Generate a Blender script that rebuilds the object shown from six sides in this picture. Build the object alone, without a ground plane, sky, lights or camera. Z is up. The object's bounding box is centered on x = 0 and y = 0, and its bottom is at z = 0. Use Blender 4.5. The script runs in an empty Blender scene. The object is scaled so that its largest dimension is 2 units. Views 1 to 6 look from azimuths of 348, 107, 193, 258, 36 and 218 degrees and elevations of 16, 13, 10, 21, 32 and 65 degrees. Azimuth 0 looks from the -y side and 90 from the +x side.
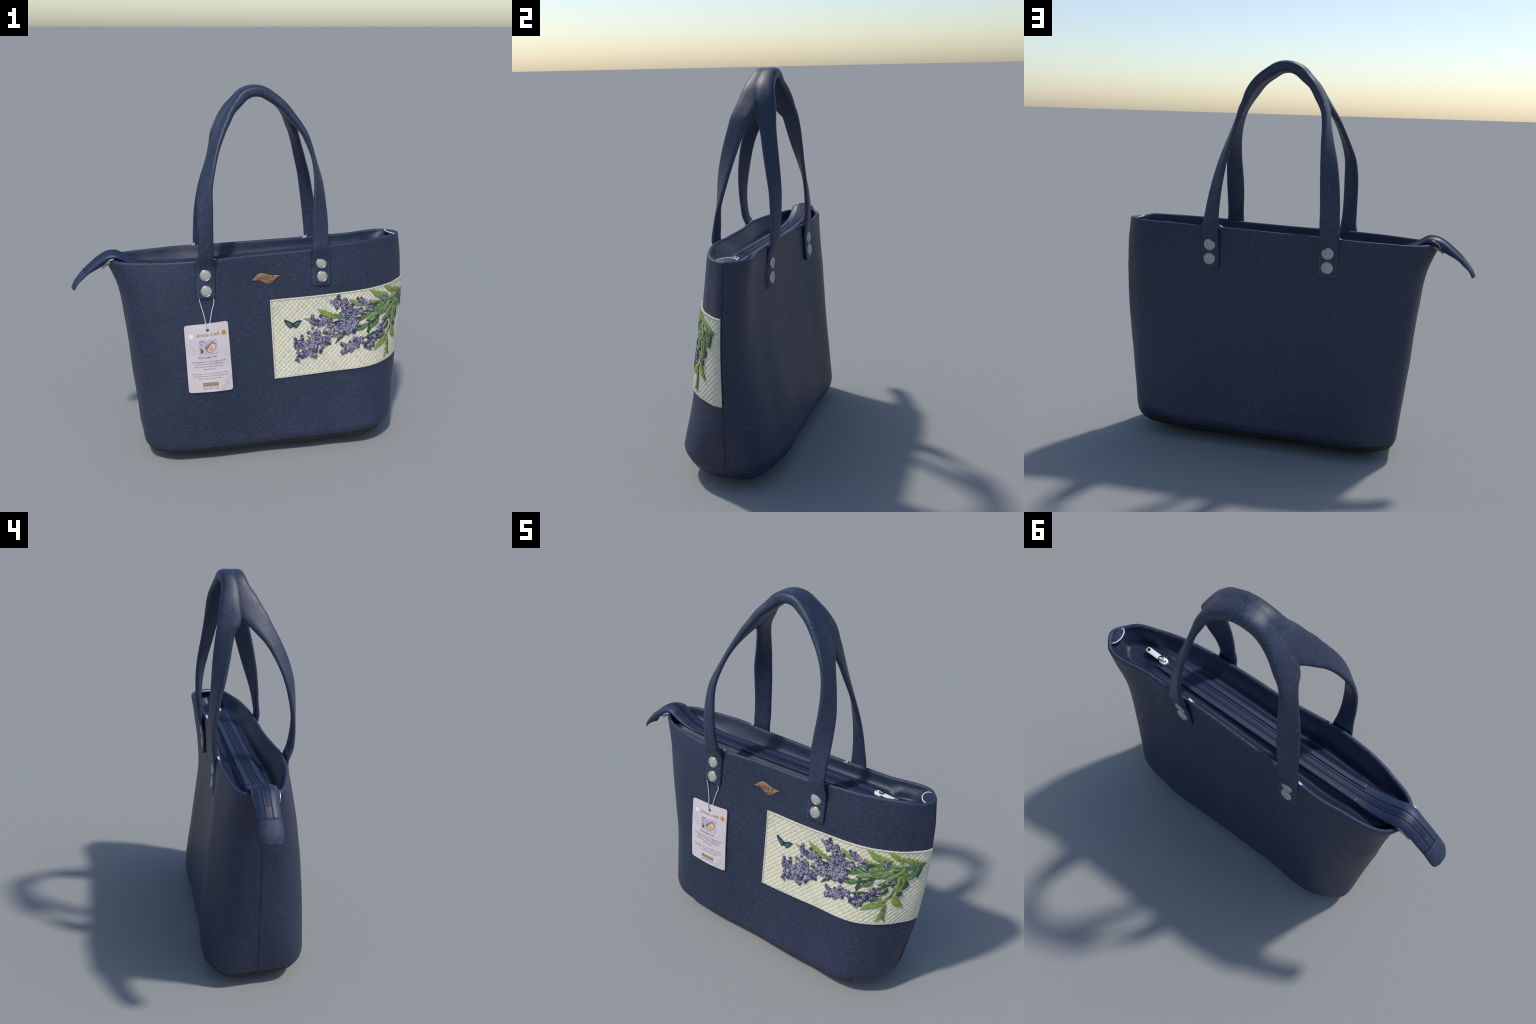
import bpy, bmesh, math, random
import numpy as np
from mathutils import Vector, noise
from mathutils.bvhtree import BVHTree

random.seed(7)
rng = np.random.default_rng(7)

# ------------------------------------------------------------------ helpers
def link(name, mesh, parent=None, mats=(), smooth=True):
    ob = bpy.data.objects.new(name, mesh)
    bpy.context.scene.collection.objects.link(ob)
    if parent is not None:
        ob.parent = parent
    for m in mats:
        if m.name not in [x.name for x in mesh.materials if x]:
            mesh.materials.append(m)
    if smooth:
        mesh.polygons.foreach_set('use_smooth', [True] * len(mesh.polygons))
    mesh.update()
    return ob

def mesh_from(name, verts, faces):
    me = bpy.data.meshes.new(name)
    me.from_pydata([tuple(map(float, v)) for v in verts], [], faces)
    me.validate()
    me.update()
    return me

class Geo:
    """collects several primitive pieces into one mesh with material slots"""
    def __init__(self):
        self.v, self.f, self.m = [], [], []
    def add(self, verts, faces, mat=0):
        o = len(self.v)
        self.v.extend([tuple(map(float, p)) for p in verts])
        self.f.extend([tuple(i + o for i in f) for f in faces])
        self.m.extend([mat] * len(faces))
    def obj(self, name, parent, mats, smooth=True):
        me = bpy.data.meshes.new(name)
        me.from_pydata(self.v, [], self.f)
        for m in mats:
            me.materials.append(m)
        me.polygons.foreach_set('material_index', self.m)
        me.update()
        return link(name, me, parent, (), smooth)

def nrm(a):
    a = np.asarray(a, float)
    return a / max(np.linalg.norm(a), 1e-9)

def sstep(a, b, x):
    t = np.clip((np.asarray(x, float) - a) / (b - a), 0, 1)
    return t * t * (3 - 2 * t)

def hermite_open(t_knots, pts, t):
    """monotone-ish cubic through knots (finite difference tangents)"""
    T = np.asarray(t_knots, float); P = np.asarray(pts, float)
    if P.ndim == 1: P = P[:, None]
    d = np.gradient(P, T, axis=0)
    t = np.atleast_1d(np.asarray(t, float))
    i = np.clip(np.searchsorted(T, t, 'right') - 1, 0, len(T) - 2)
    h = (T[i + 1] - T[i])[:, None]; u = np.clip((t[:, None] - T[i][:, None]) / h, 0, 1)
    a = 2*u**3-3*u**2+1; b = u**3-2*u**2+u; c = -2*u**3+3*u**2; e = u**3-u**2
    return a*P[i] + b*h*d[i] + c*P[i+1] + e*h*d[i+1]

def closed_spline(P, n_per):
    """periodic cubic through control points, fixed number of samples per span"""
    P = np.asarray(P, float); N = len(P)
    L = np.linalg.norm(np.roll(P, -1, 0) - P, axis=1)
    out = []
    tang = []
    for i in range(N):
        a, b, c = P[i-1], P[i], P[(i+1) % N]
        l0, l1 = L[i-1], L[i]
        tang.append(((b-a)/l0*l1 + (c-b)/l1*l0)/(l0+l1))
    for i in range(N):
        p0, p1 = P[i], P[(i+1) % N]; m0, m1 = tang[i]*L[i], tang[(i+1) % N]*L[i]
        for u in np.linspace(0, 1, n_per[i], endpoint=False):
            out.append((2*u**3-3*u**2+1)*p0 + (u**3-2*u**2+u)*m0 + (-2*u**3+3*u**2)*p1 + (u**3-u**2)*m1)
    return np.array(out)

def grid_faces(nu, nv, wrap=False):
    """rows nv (each nu long): face list of the loft"""
    F = []
    for j in range(nv - 1):
        for i in range(nu if wrap else nu - 1):
            k = (i + 1) % nu
            F.append((j*nu+i, j*nu+k, (j+1)*nu+k, (j+1)*nu+i))
    return F

def slab(top, back, nu, nv):
    """closed sheet from two (nv,nu,3) grids"""
    V = np.concatenate([top.reshape(-1, 3), back.reshape(-1, 3)])
    n = nu * nv
    F = grid_faces(nu, nv)
    F2 = [tuple(reversed([i + n for i in f])) for f in F]
    b = [i for i in range(nu)] + [j*nu+nu-1 for j in range(1, nv)] + [(nv-1)*nu+i for i in range(nu-2, -1, -1)] + [j*nu for j in range(nv-2, 0, -1)]
    S = [(b[k], b[k] + n, b[(k+1) % len(b)] + n, b[(k+1) % len(b)]) for k in range(len(b))]
    return V, F + F2 + S

def tube(path, r, seg=8, closed=False):
    P = np.asarray(path, float); n = len(P)
    T = np.gradient(P, axis=0)
    if closed: T = np.roll(P, -1, 0) - np.roll(P, 1, 0)
    up = np.array([0.13, 0.31, 0.94]); V = []
    r = np.broadcast_to(np.asarray(r, float), (n,))
    for p, t, rr in zip(P, T, r):
        t = nrm(t); a = nrm(np.cross(up, t)); b = np.cross(t, a)
        for k in range(seg):
            th = 2*math.pi*k/seg
            V.append(p + rr*(math.cos(th)*a + math.sin(th)*b))
    F = grid_faces(seg, n, True)
    if closed:
        F += [((n-1)*seg+i, (n-1)*seg+(i+1) % seg, (i+1) % seg, i) for i in range(seg)]
    else:
        F += [tuple(range(seg-1, -1, -1)), tuple((n-1)*seg+i for i in range(seg))]
    return V, F

# ---------------------------------------------------------------- materials
def new_mat(name):
    m = bpy.data.materials.new(name); m.use_nodes = True
    nt = m.node_tree; nt.nodes.clear()
    o = nt.nodes.new('ShaderNodeOutputMaterial'); b = nt.nodes.new('ShaderNodeBsdfPrincipled')
    nt.links.new(b.outputs[0], o.inputs[0])
    return m, nt, b

def noise_node(nt, scale, vec_scale=None, detail=3.0, rough=0.55, rot=None):
    tc = nt.nodes.new('ShaderNodeTexCoord'); mp = nt.nodes.new('ShaderNodeMapping')
    nt.links.new(tc.outputs['Object'], mp.inputs['Vector'])
    if vec_scale: mp.inputs['Scale'].default_value = vec_scale
    if rot: mp.inputs['Rotation'].default_value = rot
    n = nt.nodes.new('ShaderNodeTexNoise'); n.inputs['Scale'].default_value = scale
    n.inputs['Detail'].default_value = detail; n.inputs['Roughness'].default_value = rough
    nt.links.new(mp.outputs[0], n.inputs['Vector'])
    return n.outputs['Fac']

def ramp(nt, fac, stops):
    r = nt.nodes.new('ShaderNodeValToRGB')
    e = r.color_ramp.elements
    while len(e) < len(stops): e.new(0.5)
    for el, (p, c) in zip(e, stops):
        el.position = p; el.color = (*c, 1)
    nt.links.new(fac, r.inputs[0])
    return r.outputs[0]

def mth(nt, op, a, b):
    n = nt.nodes.new('ShaderNodeMath'); n.operation = op
    for k, v in enumerate((a, b)):
        if isinstance(v, (int, float)): n.inputs[k].default_value = v
        else: nt.links.new(v, n.inputs[k])
    return n.outputs[0]

def mixc(nt, fac, a, b, mode='MIX'):
    n = nt.nodes.new('ShaderNodeMix'); n.data_type = 'RGBA'; n.blend_type = mode
    if isinstance(fac, (int, float)): n.inputs[0].default_value = fac
    else: nt.links.new(fac, n.inputs[0])
    for k, v in ((6, a), (7, b)):
        if isinstance(v, tuple): n.inputs[k].default_value = (*v, 1)
        else: nt.links.new(v, n.inputs[k])
    return n.outputs[2]

def bump(nt, b, height, strength, dist):
    n = nt.nodes.new('ShaderNodeBump'); n.inputs['Strength'].default_value = strength
    n.inputs['Distance'].default_value = dist
    nt.links.new(height, n.inputs['Height']); nt.links.new(n.outputs[0], b.inputs['Normal'])

def denim(name, k=1.0, rough=0.62, tint=(1, 1, 1), weave=1.0, spec=.5):
    m, nt, b = new_mat(name)
    big = noise_node(nt, 2.6, detail=3)
    hor = noise_node(nt, 1.0, (52, 52, 400), detail=2)          # weft, runs sideways
    ver = noise_node(nt, 1.0, (360, 360, 60), detail=2)         # warp, runs up
    twill = noise_node(nt, 1.0, (330, 330, 60), detail=1, rot=(0, math.radians(32), 0))
    s = mth(nt, 'ADD', mth(nt, 'MULTIPLY', hor, 0.44), mth(nt, 'MULTIPLY', ver, 0.18))
    s = mth(nt, 'ADD', s, mth(nt, 'MULTIPLY', twill, 0.38))
    s2 = mth(nt, 'ADD', mth(nt, 'MULTIPLY', mth(nt, 'SUBTRACT', s, 0.5), weave), 0.5)
    c = lambda r, g, bl: (r*k*tint[0], g*k*tint[1], bl*k*tint[2])
    col = ramp(nt, s2, [(0.30, c(.0054, .0080, .0190)), (0.5, c(.0145, .0220, .0500)), (0.68, c(.040, .063, .118))])
    wash = ramp(nt, big, [(0.32, (.80, .98, .94)), (0.68, (1.22, 1.03, 1.12))])
    col = mixc(nt, 1.0, col, wash, 'MULTIPLY')
    nt.links.new(col, b.inputs['Base Color'])
    b.inputs['Roughness'].default_value = rough
    b.inputs['Specular IOR Level'].default_value = spec
    bump(nt, b, s, 0.35, 0.002)
    return m

def plain(name, col, rough=0.6, metal=0.0, var=0.12, scale=40.0, spec=0.5, rnd=0.0, bmp=0.0):
    m, nt, b = new_mat(name)
    f = noise_node(nt, scale, detail=4)
    c = ramp(nt, f, [(0.3, tuple(x*(1-var) for x in col)), (0.7, tuple(min(1, x*(1+var)) for x in col))])
    if rnd:
        oi = nt.nodes.new('ShaderNodeObjectInfo')
        v = ramp(nt, oi.outputs['Random'], [(0, (1-rnd,)*3), (0.6, (1, 1, 1)), (1, (1, 1-rnd*.25, 1-rnd*.8))])
        c = mixc(nt, 1.0, c, v, 'MULTIPLY')
    nt.links.new(c, b.inputs['Base Color'])
    b.inputs['Roughness'].default_value = rough; b.inputs['Metallic'].default_value = metal
    b.inputs['Specular IOR Level'].default_value = spec
    if bmp: bump(nt, b, f, bmp, 0.002)
    return m

M = dict(
    denim=denim('denim', 1.0, 0.52),
    strap=denim('denim_strap', 1.2, 0.5),
    trim=denim('denim_trim', 1.25, 0.6),
    lining=denim('lining_cloth', 0.8, 0.45, (0.9, 0.97, 1.05), 0.4, .4),  # denim navy darkened so the colour carries the interior's shade
    tape=denim('zipper_cloth', 1.15, 0.5, (0.82, 0.95, 1.15), 0.35),
    base=plain('black_base_cloth', (.012, .012, .0125), 0.75, var=.5, scale=260, bmp=.4),
    seam=plain('dark_seam', (.010, .0125, .024), 0.8),
    fold=denim('zipper_fold_cloth', 0.6, 0.5, (1, .95, 1), .3),
    thread=plain('blue_thread', (.085, .135, .25), 0.7),
    fleck=plain('pale_fleck', (.16, .14, .13), 0.8),
    steel=plain('steel', (.50, .49, .46), 0.34, metal=1.0, var=.06),
    cap=plain('rivet_cap', (.40, .39, .345), 0.5, metal=.15, var=.10, scale=60),
    white=plain('white_enamel', (.78, .79, .82), 0.45, var=.04),
    black=plain('black_gap', (.01, .01, .011), 0.6),
    grey=plain('grey_metal', (.22, .22, .21), 0.35, metal=.5, var=.3, scale=25),
    straw=plain('woven_straw', (.68, .65, .51), 0.55, var=.07, scale=70, rnd=.16),
    straw_edge=plain('straw_edge', (.64, .62, .54), 0.7, var=.12, scale=90),
    gap=plain('straw_gap', (.30, .28, .20), 0.8),
    stitch_dark=plain('dark_stitch', (.10, .10, .11), 0.8),
    card=plain('card', (.63, .555, .575), 0.6, var=.09, scale=7, spec=.3),
    card_pink=plain('card_blush', (.50, .34, .36), 0.6, var=.1, scale=60),
    string=plain('white_string', (.50, .56, .60), 0.7),
    gold=plain('gold_print', (.36, .23, .10), 0.6),
    ochre=plain('ochre_print', (.52, .25, .05), 0.6, var=.2, scale=120),
    ink=plain('ink', (.13, .11, .13), 0.7),
    ink_soft=plain('ink_soft', (.30, .26, .28), 0.7),
    photo=plain('photo_ground', (.50, .46, .56), 0.6, var=.2, scale=60),
    photo_rose=plain('photo_rose', (.33, .16, .19), 0.6, var=.4, scale=120),
    photo_cream=plain('photo_cream', (.62, .50, .30), 0.6, var=.2, scale=120),
    photo_green=plain('photo_green', (.08, .11, .07), 0.6, var=.4, scale=120),
    leather=plain('tan_leather', (.27, .145, .075), 0.6, var=.12, scale=90, bmp=.2),
    burn=plain('burnt_mark', (.085, .045, .025), 0.7),
    lav1=plain('lavender_dark', (.016, .016, .050), 0.6, var=.4, scale=150),
    lav2=plain('lavender_mid', (.062, .058, .145), 0.6, var=.35, scale=150),
    lav3=plain('lavender_pale', (.20, .19, .29), 0.6, var=.25, scale=150),
    lav4=plain('lavender_rose', (.36, .31, .37), 0.6, var=.25, scale=150),
    leaf1=plain('leaf_bright', (.23, .30, .055), 0.6, var=.35, scale=60),
    leaf2=plain('leaf_mid', (.10, .18, .065), 0.6, var=.4, scale=60),
    leaf3=plain('leaf_dark', (.035, .07, .035), 0.6, var=.4, scale=60),
    leaf4=plain('leaf_pale', (.19, .28, .10), 0.6, var=.3, scale=60),
    teal=plain('butterfly_teal', (.035, .125, .125), 0.6, var=.3, scale=120),
    moth=plain('butterfly_dark', (.008, .02, .028), 0.6),
)

# ------------------------------------------------------------- root object
bag = bpy.data.objects.new('tote_bag', None)
bpy.context.scene.collection.objects.link(bag)
bag['label'] = 'navy denim tote bag with woven lavender patch and tag'
bag['category'] = 'tote bag'

# ------------------------------------------------------------ the bag shell
# cross-sections (plan view) at several heights; stations run: right end,
# along the front to the left end, back along the rear
LEVEL = [1.14, 1.00, 0.80, 0.45, 0.12]
SECT = [
 [(.905,.060),(.860,-.018),(.70,-.092),(.40,-.142),(.05,-.152),(-.30,-.172),(-.55,-.130),(-.69,-.070),(-.742,.012),(-.702,.098),(-.45,.163),(-.10,.150),(.25,.138),(.60,.138),(.864,.130)],
 [(.921,.056),(.862,-.028),(.70,-.112),(.40,-.160),(.05,-.163),(-.30,-.192),(-.53,-.160),(-.652,-.084),(-.687,.014),(-.656,.113),(-.43,.182),(-.10,.155),(.25,.134),(.60,.124),(.875,.112)],
 [(.925,.046),(.858,-.048),(.72,-.130),(.40,-.171),(.05,-.184),(-.30,-.218),(-.52,-.187),(-.630,-.098),(-.657,.014),(-.636,.130),(-.43,.207),(-.10,.175),(.25,.147),(.60,.130),(.868,.095)],
 [(.907,.036),(.842,-.084),(.72,-.180),(.40,-.218),(.05,-.230),(-.30,-.258),(-.48,-.222),(-.588,-.122),(-.624,.014),(-.600,.152),(-.45,.232),(-.10,.224),(.25,.206),(.60,.192),(.852,.120)],
 [(.862,.018),(.810,-.170),(.72,-.244),(.40,-.266),(.05,-.257),(-.30,-.260),(-.468,-.238),(-.562,-.172),(-.586,.014),(-.572,.188),(-.468,.252),(-.10,.254),(.25,.250),(.60,.242),(.815,.178)],
]
NPER = [14,18,24,26,26,20,16,14,14,18,26,26,26,20,14]
NS = sum(NPER)
SEC = np.array([closed_spline(s, NPER) for s in SECT])      # (levels, NS, 2)
S_RIGHT = 0
S_LEFT = sum(NPER[:8])

def rim_z(x, y):
    return 1.122 + 0.030*x + 0.004*sstep(.55, .9, x) + 0.006*sstep(-.6, -.74, x) + .011*sstep(.30, .50, x)*sstep(.93, .82, x)*sstep(0, -.06, y)

def wobble(p):
    return 0.0035*noise.noise(Vector((p[0]*3.1, p[1]*3.1 + 4, p[2]*3.1))) + 0.0016*noise.noise(Vector((p[0]*9, p[1]*9, p[2]*9)))

def shell_rows(zl):
    """plan outlines for a list of nominal heights"""
    T = -np.array(LEVEL); flat = SEC.reshape(len(LEVEL), -1)
    out = hermite_open(T, flat, -np.array(zl)).reshape(len(zl), NS, 2)
    return out

def lift(xy, zl):
    """nominal height -> true height (the rim climbs to the right)"""
    x, y = xy[:, 0], xy[:, 1]
    return zl + (rim_z(x, y) - 1.14) * np.clip((zl - .3)/.84, 0, 1)

def core(xy):
    c = xy.copy(); c[:, 0] = np.clip(xy[:, 0], -.42, .70); c[:, 1] = .005
    return c

zl = np.concatenate([np.linspace(1.14, .12, 96), [.105, .092]])
rows = shell_rows(np.clip(zl, .12, 1.14))
grid = np.zeros((len(zl), NS, 3))
for j, z in enumerate(zl):
    grid[j, :, :2] = rows[j]; grid[j, :, 2] = lift(rows[j], z)
    x_ = rows[j][:, 0]; grid[j, :, 2] += (0.010*sstep(.0, .6, x_) + .026*sstep(.5, .86, x_))*float(sstep(.4, .092, z))
bot = rows[-1]
def inset(xy, d):
    c = core(xy); v = c - xy; L = np.linalg.norm(v, axis=1)[:, None]
    if len(xy) == NS and d < .05:                # small steps follow the true plan normal
        t_ = np.roll(xy, -1, 0) - np.roll(xy, 1, 0); n_ = np.stack([-t_[:, 1], t_[:, 0]], 1)
        n_ /= np.linalg.norm(n_, axis=1)[:, None]; n_ *= np.sign((n_*v).sum(1))[:, None]
        return xy + n_*d
    return xy + v/np.maximum(L, 1e-6)*np.minimum(d, L)
for j, d in ((len(zl)-2, .002), (len(zl)-1, .005)):
    grid[j, :, :2] = inset(bot, d)
for j in range(len(zl)):
    for i in range(NS):
        p = grid[j, i]; n = nrm([p[0]-np.clip(p[0], -.45, .72), p[1], 0]); p += n*wobble(p)
shell = link('shell', mesh_from('shell', grid.reshape(-1, 3), grid_faces(NS, len(zl), True)), bag, [M['denim']])
# faces must look outward
bm = bmesh.new(); bm.from_mesh(shell.data); bmesh.ops.recalc_face_normals(bm, faces=bm.faces)
if sum(f.normal.y * f.calc_center_median().y for f in bm.faces) < 0:
    bmesh.ops.reverse_faces(bm, faces=bm.faces)
bm.to_mesh(shell.data); bm.free()
BVH = BVHTree.FromPolygons([Vector(v) for v in grid.reshape(-1, 3)], grid_faces(NS, len(zl), True))

def front_y(x, z):
    h = BVH.ray_cast(Vector((x, -2, z)), Vector((0, 1, 0)))
    return h[0].y if h[0] else -.2
def back_y(x, z):
    h = BVH.ray_cast(Vector((x, 2, z)), Vector((0, -1, 0)))
    return h[0].y if h[0] else .2
def surf_normal(p):
    loc, n, i, d = BVH.find_nearest(Vector(p))
    n = np.array(n); q = np.array(p) - np.array([np.clip(p[0], -.45, .72), 0, p[2]])
    return n if n @ q > 0 else -n

def base_lift(x):
    return 0.010*sstep(.0, .6, x) + .026*sstep(.5, .86, x)
# black base: rolled bottom edge and underside
basez = [(.092, .0040), (.078, .009), (.064, .019), (.051, .034), (.036, .062), (.017, .11), (.004, .17)]
edge = grid[-1]
br = []
for k, (z, d) in enumerate(basez):
    g = np.zeros((NS, 3)); e = edge[:, :2] if k == 0 else inset(bot, d)
    x = e[:, 0]
    g[:, :2] = e
    up = base_lift(x)
    g[:, 2] = z + up*(1 - k/(len(basez)))
    g[:, 2] += .012*sstep(-.02, -.2, e[:, 1])*(1 - k/len(basez))*(k > 0)
    if k: g[:, 2] += [0.004*noise.noise(Vector((a*7, b*7, 3))) for a, b in e]
    g[:, 2] = np.maximum(g[:, 2], 0.0)
    br.append(g)
br = np.array(br)
V = np.concatenate([br.reshape(-1, 3), [[.12, 0, 0]]])
F = grid_faces(NS, len(basez), True) + [((len(basez)-1)*NS+i, (len(basez)-1)*NS+(i+1) % NS, len(V)-1) for i in range(NS)]
base = link('base', mesh_from('base', V, F), bag, [M['base'], M['denim']])
for p in base.data.polygons:
    if p.center.x > .73 + .25*(p.center.y + .2)*(p.center.y > -.2)*.2 and p.center.z > .03: p.material_index = 1
bm = bmesh.new(); bm.from_mesh(base.data); bmesh.ops.recalc_face_normals(bm, faces=bm.faces)
if sum(f.normal.z*f.calc_area() for f in bm.faces) > 0: bmesh.ops.reverse_faces(bm, faces=bm.faces)
bm.to_mesh(base.data); bm.free()
# pale flecks of worn cloth on the base
G = Geo()
for k in range(170):
    x = random.uniform(-.5, .72); z = random.uniform(.055, .088)
    y = -.2
    d = hermite_open([.051, .064, .078, .092], np.array([.034, .019, .009, .004]), [max(z, .052)])[0, 0]
    i = np.argmin(np.abs(bot[:, 0]-x) + 10*(bot[:, 1] > 0))
    q = inset(bot[i:i+1], d)[0]
    p = np.array([q[0]+random.uniform(-.004, .004), q[1]-.0015, z+float(base_lift(q[0]))*(1-1.5/7)])
    h = random.uniform(.0015, .004)
    p[1] += .0012; p[2] += .012*float(sstep(-.02, -.2, q[1]))*.7
    V, F = tube([p-[0, -.001, h], p+[0, 0, h]], .0008, 5); G.add(V, F)
ob = G.obj('worn_fleck', bag, [M['fleck']]); ob['kind'] = 'stuff'

# ------------------------------------------------ rim roll and inner lining
top = grid[0]
inw = core(top[:, :2]) - top[:, :2]
inw /= np.linalg.norm(inw, axis=1)[:, None]
# smooth inward direction: true plan normal of the rim
tn = np.roll(top[:, :2], -1, 0) - np.roll(top[:, :2], 1, 0)
pn = np.stack([-tn[:, 1], tn[:, 0]], 1); pn /= np.linalg.norm(pn, axis=1)[:, None]
pn *= np.sign((pn*inw).sum(1))[:, None]
R = .010
rim = []
for th in np.linspace(0, math.pi, 9):
    g = top.copy()
    g[:, :2] += pn*(R - R*math.cos(th)); g[:, 2] += R*math.sin(th)*1.1
    rim.append(g)
rim = np.array(rim)
rm = link('rim', mesh_from('rim', rim.reshape(-1, 3), [tuple(reversed(f)) for f in grid_faces(NS, len(rim), True)]), bag, [M['trim']])

ZIP_Y = .015
def zip_z(x):
    return float(hermite_open([-.62, -.45, -.2, .1, .4, .64], np.array([1.082, 1.068, 1.072, 1.082, 1.092, 1.098]), [np.clip(x, -.62, .64)])[0, 0])
HALF = .048
inner = rim[-1]
cen = np.stack([np.clip(inner[:, 0], -.60, .62), np.full(NS, ZIP_Y)], 1)
NQ = 26
lin = np.zeros((NQ, NS, 3))
for i in range(NS):
    a, c = inner[i, :2], cen[i]
    D = np.linalg.norm(c - a); zr = inner[i, 2]; zz = zip_z(c[0]) - .004
    floor_z = zr - .094 + .022*float(sstep(0, .5, a[0]))
    for j, q in enumerate(np.linspace(0, 1, NQ)):
        q = q**.85
        e = q*D
        fall = sstep(0, min(.075, D*.5), e)
        z = zr + (floor_z - zr)*fall - .0*e
        w = sstep(HALF + .055, HALF - .004, D - e)
        z = z*(1 - w) + zz*w
        belly = -.010*math.sin(min(1, e/.04)*math.pi)*(j > 0)
        xy = a + (c - a)*q
        lin[j, i] = (xy[0] + pn[i, 0]*belly, xy[1] + pn[i, 1]*belly, z + .004*noise.noise(Vector((xy[0]*6, xy[1]*9, 1)))*(q > .1))
lining = link('lining', mesh_from('lining', lin.reshape(-1, 3), [tuple(reversed(f)) for f in grid_faces(NS, NQ, True)]), bag, [M['lining']])
for ob in (rm, lining):
    bm = bmesh.new(); bm.from_mesh(ob.data); bmesh.ops.remove_doubles(bm, verts=bm.verts, dist=1e-5)
    bmesh.ops.recalc_face_normals(bm, faces=bm.faces)
    if sum(f.normal.z*f.calc_area() for f in bm.faces) < 0: bmesh.ops.reverse_faces(bm, faces=bm.faces)
    bm.to_mesh(ob.data); bm.free()

# stitches round the inside of the rim
G = Geo()
cum = np.concatenate([[0], np.cumsum(np.linalg.norm(np.diff(inner, axis=0), axis=1))])
d = 0.02
while d < cum[-1] - .02:
    i = min(int(np.searchsorted(cum, d)), NS-2); j = min(i+1, NS-1)
    p = inner[i] + (inner[j]-inner[i])*((d-cum[i])/max(cum[j]-cum[i], 1e-6))
    t = nrm(inner[j]-inner[i]); n = np.array([*pn[i], 0])
    c = p + n*-.0015 + np.array([0, 0, -.005])
    V, F = tube([c - t*.004 + [0, 0, .0025], c, c + t*.004 - [0, 0, .0025]], [.0008, .0022, .0008], 6); G.add(V, F)
    d += .0135
ob = G.obj('rim_stitch', bag, [M['thread']]); ob['kind'] = 'stuff'

# side seams
for name, s in (('side_seam', S_RIGHT), ('side_seam', S_LEFT)):
    P = grid[1:, s].copy(); sg = 1 if P[0, 0] > 0 else -1
    P[:, 0] += sg*.0004
    V, F = tube(P, .0018, 6)
    link('side_seam', mesh_from('side_seam', V, F), bag, [M['seam']])

# ------------------------------------------------------------------ handles
# each strap leg: centre points (x, y, z), the turn of its width in plan (deg) and width
def strap_section(c, t, wdir, w, th, droop=0.0):
    t = nrm(t); a = nrm(wdir - t*(wdir @ t)); b = np.cross(t, a)
    out = []
    e1 = .55 + .35*float(sstep(.036, .055, th))
    for k in range(20):
        an = 2*math.pi*k/20
        x = math.copysign(abs(math.cos(an))**e1, math.cos(an))*w/2
        y = math.copysign(abs(math.sin(an))**.62, math.sin(an))*th/2
        out.append(c + a*x + b*y)
    return out

def handle_mesh(pts):
    """pts rows: x y z phi width thick"""
    P = np.array(pts, float)
    d = np.concatenate([[0], np.cumsum(np.linalg.norm(np.diff(P[:, :3], axis=0), axis=1))])
    t = np.linspace(0, d[-1], 220)
    Q = hermite_open(d, P, t)
    T = np.gradient(Q[:, :3], axis=0)
    V = []
    for q, tt in zip(Q, T):
        ph = math.radians(q[3])
        V += strap_section(q[:3], tt, np.array([math.cos(ph), math.sin(ph), 0.0]), q[4] + .006, q[5] + .003)
    n = len(Q)
    F = grid_faces(20, n, True) + [tuple(range(19, -1, -1)), tuple((n-1)*20+i for i in range(20))]
    return V, F

SW = 1.07
FL = [(-.243,-.209,1.155,0,.080,.026),(-.245,-.219,1.22,-4,.074,.024),(-.246,-.223,1.30,-12,.074,.022),(-.246,-.217,1.40,-24,.080,.022),(-.240,-.201,1.50,-38,.078,.022),(-.213,-.170,1.60,-56,.076,.022),(-.177,-.120,1.70,-70,.084,.026),(-.153,-.086,1.75,-78,.100,.032),(-.133,-.062,1.785,-84,.114,.036),(-.111,-.034,1.82,-86,.126,.042)]
TOPF = [(-.074,-.014,1.876,-88,.110,.046),(-.036,-.001,1.913,-90,.088,.054),(.0,.007,1.949,-90,.078,.058),(.05,.010,1.967,-90,.076,.056),(.10,.009,1.963,-90,.076,.056),(.152,.004,1.933,-90,.082,.053),(.205,-.004,1.892,-90,.094,.046),(.252,-.012,1.835,-90,.106,.042)]
FR = [(.288,-.024,1.79,-92,.108,.036),(.312,-.040,1.755,-95,.102,.030),(.335,-.056,1.70,-97,.092,.025),(.363,-.083,1.60,-108,.088,.022),(.378,-.108,1.50,-126,.090,.022),(.380,-.130,1.40,-144,.090,.022),(.379,-.148,1.30,-164,.088,.023),(.380,-.160,1.20,-178,.084,.025),(.381,-.165,1.155,-180,.088,.026)]
BL = [(-.207,.171,1.155,0,.100,.026),(-.206,.174,1.20,4,.098,.024),(-.203,.170,1.30,8,.096,.022),(-.195,.157,1.40,18,.094,.022),(-.184,.138,1.50,36,.090,.022),(-.169,.120,1.60,60,.086,.023),(-.157,.102,1.70,80,.086,.027),(-.148,.090,1.75,84,.090,.032),(-.132,.072,1.785,88,.110,.038),(-.114,.070,1.82,88,.102,.044)]
TOPB = [(-.078,.063,1.878,90,.086,.046),(-.037,.054,1.917,90,.078,.054),(.0,.053,1.950,90,.078,.058),(.05,.055,1.968,90,.080,.056),(.10,.056,1.964,90,.080,.056),(.152,.058,1.936,90,.080,.054),(.205,.063,1.896,90,.088,.048),(.246,.073,1.838,92,.100,.042)]
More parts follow.
